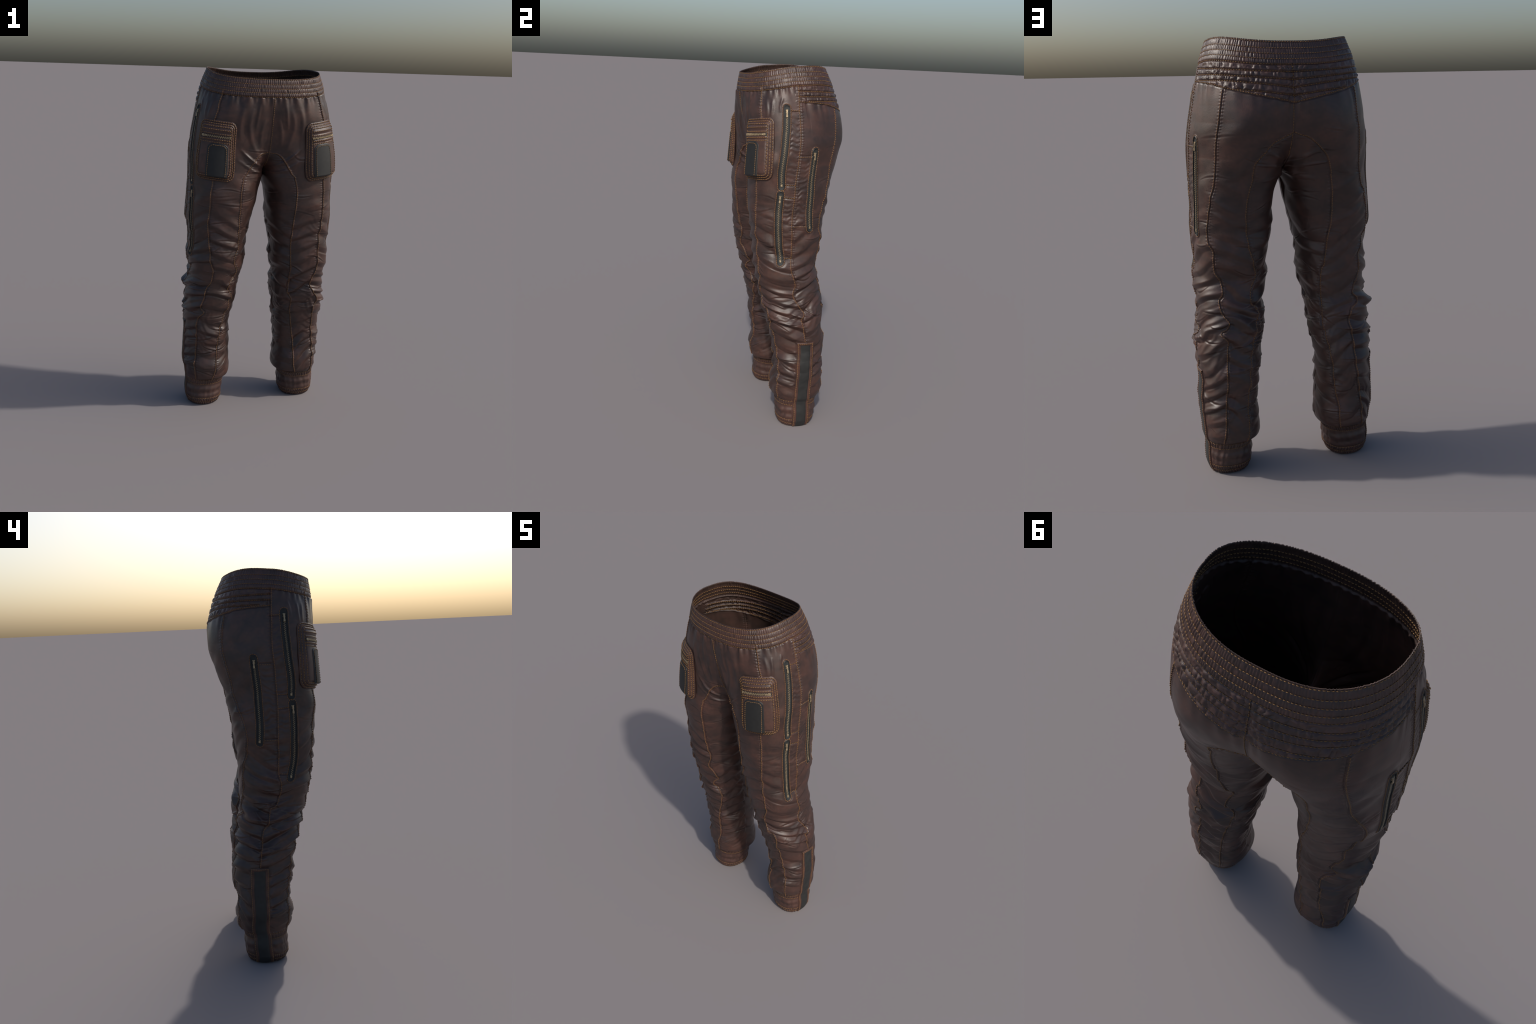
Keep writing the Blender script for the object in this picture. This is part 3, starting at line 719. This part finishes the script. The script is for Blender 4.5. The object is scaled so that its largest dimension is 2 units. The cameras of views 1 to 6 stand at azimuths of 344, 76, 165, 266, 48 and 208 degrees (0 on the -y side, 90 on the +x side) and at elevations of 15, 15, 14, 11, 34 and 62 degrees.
# ---------------------------------------------------------------- lower leg stripe
for s in (1, -1):
    zz = np.linspace(.004, STRIPE_TOP-.006, 14); line = [(float(stripe_u(s, z)), z) for z in zz]
    frame = strip_mesh('placket', [ribbon(s, line, [(-.046, -.003), (-.0455, .0035), (-.043, .0052), (-.032, .0052), (-.029, .0035),
                                   (0, .0025), (.029, .0035), (.032, .0052), (.043, .0052), (.0455, .0035), (.046, -.003)])], LEATHER_WORN, root)
    top = STRIPE_TOP; pu = float(pick(PU[s], np.array([-.03]), np.array([top]))[0]); c = float(stripe_u(s, top))
    du = .0455/pu
    cap = [(c-du, top-.007), (c, top-.007), (c+du, top-.007)]
    strip_mesh('placket_end', [ribbon(s, cap, [(-.0085, -.002), (-.0075, .0045), (-.005, .0058), (.005, .0058), (.0075, .0045), (.0085, -.002)])], LEATHER_WORN, frame)
    zs = np.linspace(.003, top-.014, 14); ln = [(float(stripe_u(s, z)), z) for z in zs]
    strip_mesh('reflective_stripe', [ribbon(s, ln, [(-.0285, .003), (-.0275, .0046), (-.02, .0050), (0, .0052), (.02, .0050), (.0275, .0046), (.0285, .003)])], STRIPE, frame)
    th = Thread()
    for o in (-.0405, .0405): th.sew(s, line, o, .0055)
    th.sew(s, cap, -.003, .006)
    th.done(frame)

# ---------------------------------------------------------------- zips
def oval(s, pts, r, n=14):
    """closed outline at distance r round a pattern line (rounded ends)"""
    q = smooth_line(pts, .004)
    pu = pick(PU[s], q[:, 0], q[:, 1]); t = np.gradient(q, axis=0); t = blur(t, 3); L = np.hypot(t[:, 0]*pu, t[:, 1])
    tx, tz = t[:, 0]*pu/L, t[:, 1]/L
    left = np.stack([q[:, 0]+r*tz/pu, q[:, 1]-r*tx], -1); right = np.stack([q[:, 0]-r*tz/pu, q[:, 1]+r*tx], -1)
    a = np.linspace(0, np.pi, n)[1:-1]
    def capp(k, sg):
        c, p = q[k], pu[k]; ex, ez = tx[k]*sg, tz[k]*sg; nx, nz = tz[k], -tx[k]
        return np.stack([c[0]+r*(np.cos(a)*nx+np.sin(a)*ex)/p, c[1]+r*(np.cos(a)*nz+np.sin(a)*ez)], -1)
    end = capp(-1, 1); start = capp(0, -1)
    return np.vstack([left, end, right[::-1], start[::-1]])

def box(V, Q, c, ex, ey, ez, sx, sy, sz, taper=1.0, bevel=.25):
    """chamfered block; axes ex, ey and up ez"""
    o = len(V)
    for h, k in ((0, 1.0), (1-bevel, taper), (1, taper*(1-bevel))):
        for a, b in ((-1, -1), (1, -1), (1, 1), (-1, 1)):
            V.append(c+ex*a*sx*k/2+ey*b*sy*k/2+ez*h*sz)
    for r in (0, 4):
        for i in range(4): Q.append((o+r+i, o+r+(i+1) % 4, o+r+4+(i+1) % 4, o+r+4+i))
    Q.append((o+8, o+9, o+10, o+11))

def frame_at(P, N, i):
    t = P[min(i+2, len(P)-1)]-P[max(i-2, 0)]; t = t/np.linalg.norm(t); n = N[i]/np.linalg.norm(N[i]); b = np.cross(n, t); b /= np.linalg.norm(b)
    return t, b, np.cross(t, b)

def zipper(s, pts, parent):
    prof = [(-.0150, -.003), (-.0142, .0030), (-.0120, .0036), (-.0055, .0036), (0, .003), (.0055, .0036), (.0120, .0036), (.0142, .0030), (.0150, -.003)]
    tape = strip_mesh('zipper', [ribbon(s, pts, prof)], TAPE, parent)
    # rounded tape ends and a raised piped border
    V = []; Q = []; T3 = []
    rings = [oval(s, pts, r) for r in (.0145, .0156, .0166, .0174)]
    lifts = (.0025, .0050, .0050, -.001)
    G = np.stack([on_cloth(s, r[:, 0], r[:, 1], h) for r, h in zip(rings, lifts)], 1)
    G = np.concatenate([G, G[:1]])
    strip_mesh('zipper_border', [G], PIPING, tape)
    for k in (0, -1):
        q = smooth_line(pts); c = q[k]; pu = float(pick(PU[s], c[0:1], c[1:2])[0]); sg = -1 if k == 0 else 1
        a = np.linspace(0, 2*np.pi, 21); rr = np.array([.0005, .007, .0150])
        u = c[0]+rr[:, None]*np.cos(a)/pu; z = c[1]+rr[:, None]*np.sin(a)
        G = on_cloth(s, u.ravel(), z.ravel(), .0033).reshape(3, -1, 3); strip_mesh('zipper_tape_end', [G], TAPE, tape)
    th = Thread(); o = oval(s, pts, .0205); o = np.vstack([o, o[:1]])
    th.run(on_cloth(s, o[:, 0], o[:, 1], .0008), pick(SNORM[s], o[:, 0], o[:, 1])); th.done(tape)
    lip = [oval(s, pts, r) for r in (.0172, .0182, .0204, .0226, .0236)]
    G = np.stack([on_cloth(s, r[:, 0], r[:, 1], h) for r, h in zip(lip, (-.001, .0012, .0012, .0010, -.001))], 1); G = np.concatenate([G, G[:1]])
    strip_mesh('zipper_welt', [G], LEATHER_WORN, tape)
    # teeth
    u, z = walk(s, pts, 0, .0046); P = on_cloth(s, u, z, .0034); N = pick(SNORM[s], u, z)
    P = blur(P, 2); n = len(P); first = int(.050/.0046); V = []; Q = []
    for i in range(first, n-2):
        t, b, nn = frame_at(P, N, i); sg = 1 if i % 2 else -1
        box(V, Q, P[i]+b*sg*.0022, t, b, nn, .0037, .0060, .0030, .85)
    make_mesh('zipper_teeth', np.array(V), np.array(Q), BRASS, tape, smooth=False, kind='stuff')
    # slider with pull, bottom stop
    V = []; Q = []
    t, b, nn = frame_at(P, N, 2); c = P[2]
    box(V, Q, c+t*.001, t, b, nn, .006, .0150, .0052, .85); box(V, Q, c+t*.007, t, b, nn, .010, .0105, .0060, .85)
    box(V, Q, c+t*.013, t, b, nn, .006, .0130, .0052, .85)
    i = int(.028/.0046); t2, b2, n2 = frame_at(P, N, i)
    box(V, Q, P[i]+n2*.004, t2, b2, n2, .026, .0075, .0030, .9); i = int(.042/.0046); t2, b2, n2 = frame_at(P, N, i)
    box(V, Q, P[i]+n2*.004, t2, b2, n2, .012, .0105, .0034, .9)
    make_mesh('zipper_slider', np.array(V), np.array(Q), BRASS, tape, smooth=False)
    V = []; Q = []; t, b, nn = frame_at(P, N, n-2)
    box(V, Q, P[-2], t, b, nn, .013, .0105, .0040, .9); make_mesh('zipper_stop', np.array(V), np.array(Q), BRASS, tape, smooth=False)
    return tape
for s in (1, -1):
    for zp in ZIPS: zipper(s, zp, root)

# ---------------------------------------------------------------- pockets
PW, PH, PR = .218, .318, .036           # width, height, corner radius
def rounded(inset, n=28):
    w, h = PW/2-inset, PH/2-inset; r = max(PR-inset*.8, min(w, h)*.12); r = min(r, w, h)
    out = []
    for cx, cy, a0 in ((w-r, h-r, 0), (-(w-r), h-r, 90), (-(w-r), -(h-r), 180), (w-r, -(h-r), 270)):
        a = np.radians(a0+np.linspace(0, 90, n//2)); out.append(np.stack([cx+r*np.cos(a), cy+r*np.sin(a)], -1))
    p = np.vstack(out); p = np.vstack([p, p[:1]])
    d = np.r_[0, np.cumsum(np.hypot(*np.diff(p, axis=0).T))]; x = np.linspace(0, d[-1], 361)[:-1]
    # keep corner spacing aligned between rings: sample by fraction
    return np.stack([np.interp(x, d, p[:, 0]), np.interp(x, d, p[:, 1])], -1)

def pocket(s):
    B = smooth_base(s); Nb = blur(blur(NORMAL[s], 14, 0), 14, 1); Nb /= np.linalg.norm(Nb, axis=-1)[..., None]
    PROF = [(0, -.006), (.0, .004), (.0015, .0075), (.005, .0095), (.009, .0090), (.0108, .0068), (.0125, .0100), (.0150, .0150), (.0185, .0172), (.0205, .0158),
            (.0225, .0185), (.0245, .0235), (.0280, .0262), (.0315, .0255), (.0335, .0240), (.036, .0262), (.040, .0275)]
    ins = np.array([p[0] for p in PROF]); hh = np.array([p[1] for p in PROF])
    # straight left and right edges: linear in space between the corner positions
    bb = np.linspace(-.02, 1.02, 60); zb = 1.408+bb*(1.728-1.408); ug = np.linspace(.30, .72, 300); vg = np.linspace(.08, .42, 300)
    corner = pick(B, np.array([.530, .662, .220, .287]), np.array([1.408, 1.720, 1.425, 1.735]))
    e_in, e_out = [], []
    for b_, z_ in zip(bb, zb):
        row = pick(B, ug, np.full(300, z_)); row2 = pick(B, vg, np.full(300, z_))
        e_in.append(np.interp(s*(corner[0, 0]+(corner[1, 0]-corner[0, 0])*b_), (s*row[:, 0])[::-1], ug[::-1]))
        e_out.append(np.interp(-(corner[2, 1]+(corner[3, 1]-corner[2, 1])*b_), -row2[:, 1], vg))
    EDGE = (bb, np.array(e_in), np.array(e_out))
    def place(x, y, h):
        """x: + towards the outer side, y: up, h: height above the smooth cloth"""
        b = y/PH+.5                       # 0 bottom .. 1 top
        zt = 1.408+b*(1.728-1.408)
        ui = np.interp(b, EDGE[0], EDGE[1]); uo = np.interp(b, EDGE[0], EDGE[2])
        a = x/PW+.5
        u = ui+(uo-ui)*a; z = zt+.012*(a-.5)*2*.9
        n = pick(Nb, u, z); n[..., 2] *= .5; n /= np.linalg.norm(n, axis=-1)[..., None]
        sag = .88+.26*(1-b)-.12*b
        return pick(B, u, z)+n*(h*sag)[..., None]
    def face_h(x, y):
        """relief of the face: pleats above and below the zip, bulge in the middle"""
        h = .0275+.003*np.cos(np.clip(x/PW*2, -1, 1)*np.pi/2)*np.cos(np.clip(y/PH*2, -1, 1)*np.pi/2)
        for yy, w, k in ((.112, .0045, .0030), (.097, .0035, -.0026), (.086, .0045, .0028), (.0755, .0075, -.0030), (.062, .0045, .0030), (.051, .003, -.0018)):
            h = h+k*np.exp(-((y-yy)/w)**2)
        return h
    rings = list(ins)+list(np.arange(.0425, .1080, .0026))+[.1082]
    V = []
    for r in rings:
        q = rounded(min(r, PW/2-.0008))
        fh = face_h(q[:, 0], q[:, 1]); t = float(sstep(.034, .042, np.array(r)))
        base = np.interp(r, ins, hh); pk = .0005*np.sin(np.arange(360)*.7)
        V.append(place(q[:, 0], q[:, 1], np.full(360, base)*(1-t)+fh*t+pk*(1-t)*(r > 0)))
    V = np.array(V); nr = len(V); i = np.arange(nr*360).reshape(nr, 360); j = np.roll(i, -1, 1)
    q = np.stack([i[:-1], j[:-1], j[1:], i[1:]], -1).reshape(-1, 4)
    if s > 0: q = q[:, ::-1]
    pk = make_mesh('pocket', V.reshape(-1, 3), q, LEATHER_POCKET, root)
    # stitched ledges round the wall
    th = Thread()
    def trace(P2, h, **kw):
        P = place(P2[:, 0], P2[:, 1], h); d = np.gradient(P, axis=0)
        e = .002; N = place(P2[:, 0], P2[:, 1], h+e)-P; N /= np.linalg.norm(N, axis=1)[:, None]; th.run(P, N, **kw)
    for r, up in ((.0068, .0100), (.0176, .0176), (.0300, .0264)):
        q2 = rounded(r); q2 = np.vstack([q2, q2[:1]]); trace(q2, np.full(len(q2), up), length=.0095, gap=.0035, rad=.0016)
    xw = PW/2-.032
    for yy in (.112, .0905, .0600, .0455):
        x = np.linspace(-xw, xw, 80); y = np.full(80, yy); trace(np.stack([x, y], -1), face_h(x, y)+.0008, length=.0095, gap=.0035, rad=.0016)
    # zip across the face
    def slab(name, x0, x1, y0, y1, rad, h, mat, parent, grid=(40, 40), crown=.0015, edge=.0):
        X = np.linspace(0, 1, grid[0]); Y = np.linspace(0, 1, grid[1]); A, Bv = np.meshgrid(X, Y)
        # squeeze the square to a rounded rectangle by pulling corners in
        w, hgt = (x1-x0)/2, (y1-y0)/2; a = (A*2-1)*w; b = (Bv*2-1)*hgt
        over = np.maximum(np.abs(a)-(w-rad), 0); lim = hgt-rad+np.sqrt(np.maximum(rad**2-over**2, 0)); 
        if rad > 0: 
            up = b > 0 if edge else np.ones_like(b, bool)
            b = np.where(up, b*lim/hgt, b)
        rim_ = np.minimum(np.minimum(A, 1-A)*2*w, np.minimum(Bv, 1-Bv)*2*hgt)
        k = sstep(0, .004, rim_)
        x = (x0+x1)/2+a; y = (y0+y1)/2+b
        hf = face_h(x, y)*0+h(x, y)
        G = place(x.ravel(), y.ravel(), (hf-.004+(.004+crown)*k).ravel()).reshape(grid[1], grid[0], 3)
        return strip_mesh(name, [G], mat, parent)
    flat = lambda x, y: .0295+.002*np.cos(np.clip(x/PW*2, -1, 1)*np.pi/2)
    zh = lambda x, y: .0275+.002*np.cos(np.clip(x/PW*2, -1, 1)*np.pi/2)
    tp = slab('zipper', -xw-.001, xw-.002, .0655, .0850, 0, zh, TAPE, pk, (60, 10), .0008)
    V = []; Q = []; xs = np.arange(-xw+.006, xw-.018, .0046)
    for k, x in enumerate(xs):
        y = .0752+(.0022 if k % 2 else -.0022)
        p0 = place(np.array([x, x+.002, x]), np.array([y, y, y+.002]), np.full(3, .0292)+.002*np.cos(np.clip(x/PW*2, -1, 1)*np.pi/2))
        t = p0[1]-p0[0]; t /= np.linalg.norm(t); b = p0[2]-p0[0]; b -= t*(b@t); b /= np.linalg.norm(b); n = np.cross(t, b); n *= np.sign(n@np.array([s*.6, -.8, 0]))
        box(V, Q, p0[0]-n*.0005, t, b, n, .0040, .0085, .0030, .9)
    make_mesh('zipper_teeth', np.array(V), np.array(Q), BRASS, pk, smooth=False, kind='stuff')
    V = []; Q = []
    for x, l, wd in ((-xw+.004, .006, .013), (xw-.014, .010, .014), (xw-.008, .006, .011), (xw-.026, .016, .008)):
        p0 = place(np.array([x, x+.002, x]), np.array([.0752, .0752, .0772]), np.full(3, .0300)+.002*np.cos(np.clip(x/PW*2, -1, 1)*np.pi/2))
        t = p0[1]-p0[0]; t /= np.linalg.norm(t); b = p0[2]-p0[0]; b -= t*(b@t); b /= np.linalg.norm(b); n = np.cross(t, b); n *= np.sign(n@np.array([s*.6, -.8, 0]))
        box(V, Q, p0[0]-n*.0005, t, b, n, l, wd, .0042, .9)
    make_mesh('zipper_slider', np.array(V), np.array(Q), BRASS, pk, smooth=False)
    # dark cloth patch with piped, stitched border
    x0, x1, y0, y1 = -.062, .030, -.134, .036
    slab('patch_border', x0-.007, x1+.007, y0-.002, y1+.007, .032, lambda x, y: flat(x, y), PIPING, pk, (70, 80), .0022, 1)
    pt = slab('patch', x0, x1, y0, y1, .026, lambda x, y: flat(x, y)+.0016, PATCH, pk, (70, 80), .0022, 1)
    a = np.radians(np.linspace(180, 90, 14)); r = .022; e = .0045
    arch = np.vstack([[(x0+e, y0+.002)], np.stack([x0+e+r+r*np.cos(a), y1-e-r+r*np.sin(a)], -1), np.stack([x1-e-r-r*np.cos(a[::-1]), y1-e-r+r*np.sin(a[::-1])], -1), [(x1-e, y0+.002)]])
    d = np.r_[0, np.cumsum(np.hypot(*np.diff(arch, axis=0).T))]; x = np.linspace(0, d[-1], 220)
    arch = np.stack([np.interp(x, d, arch[:, 0]), np.interp(x, d, arch[:, 1])], -1)
    trace(arch, flat(arch[:, 0], arch[:, 1])+.0044, length=.0085)
    th.done(pk)
for s in (1, -1): pocket(s)
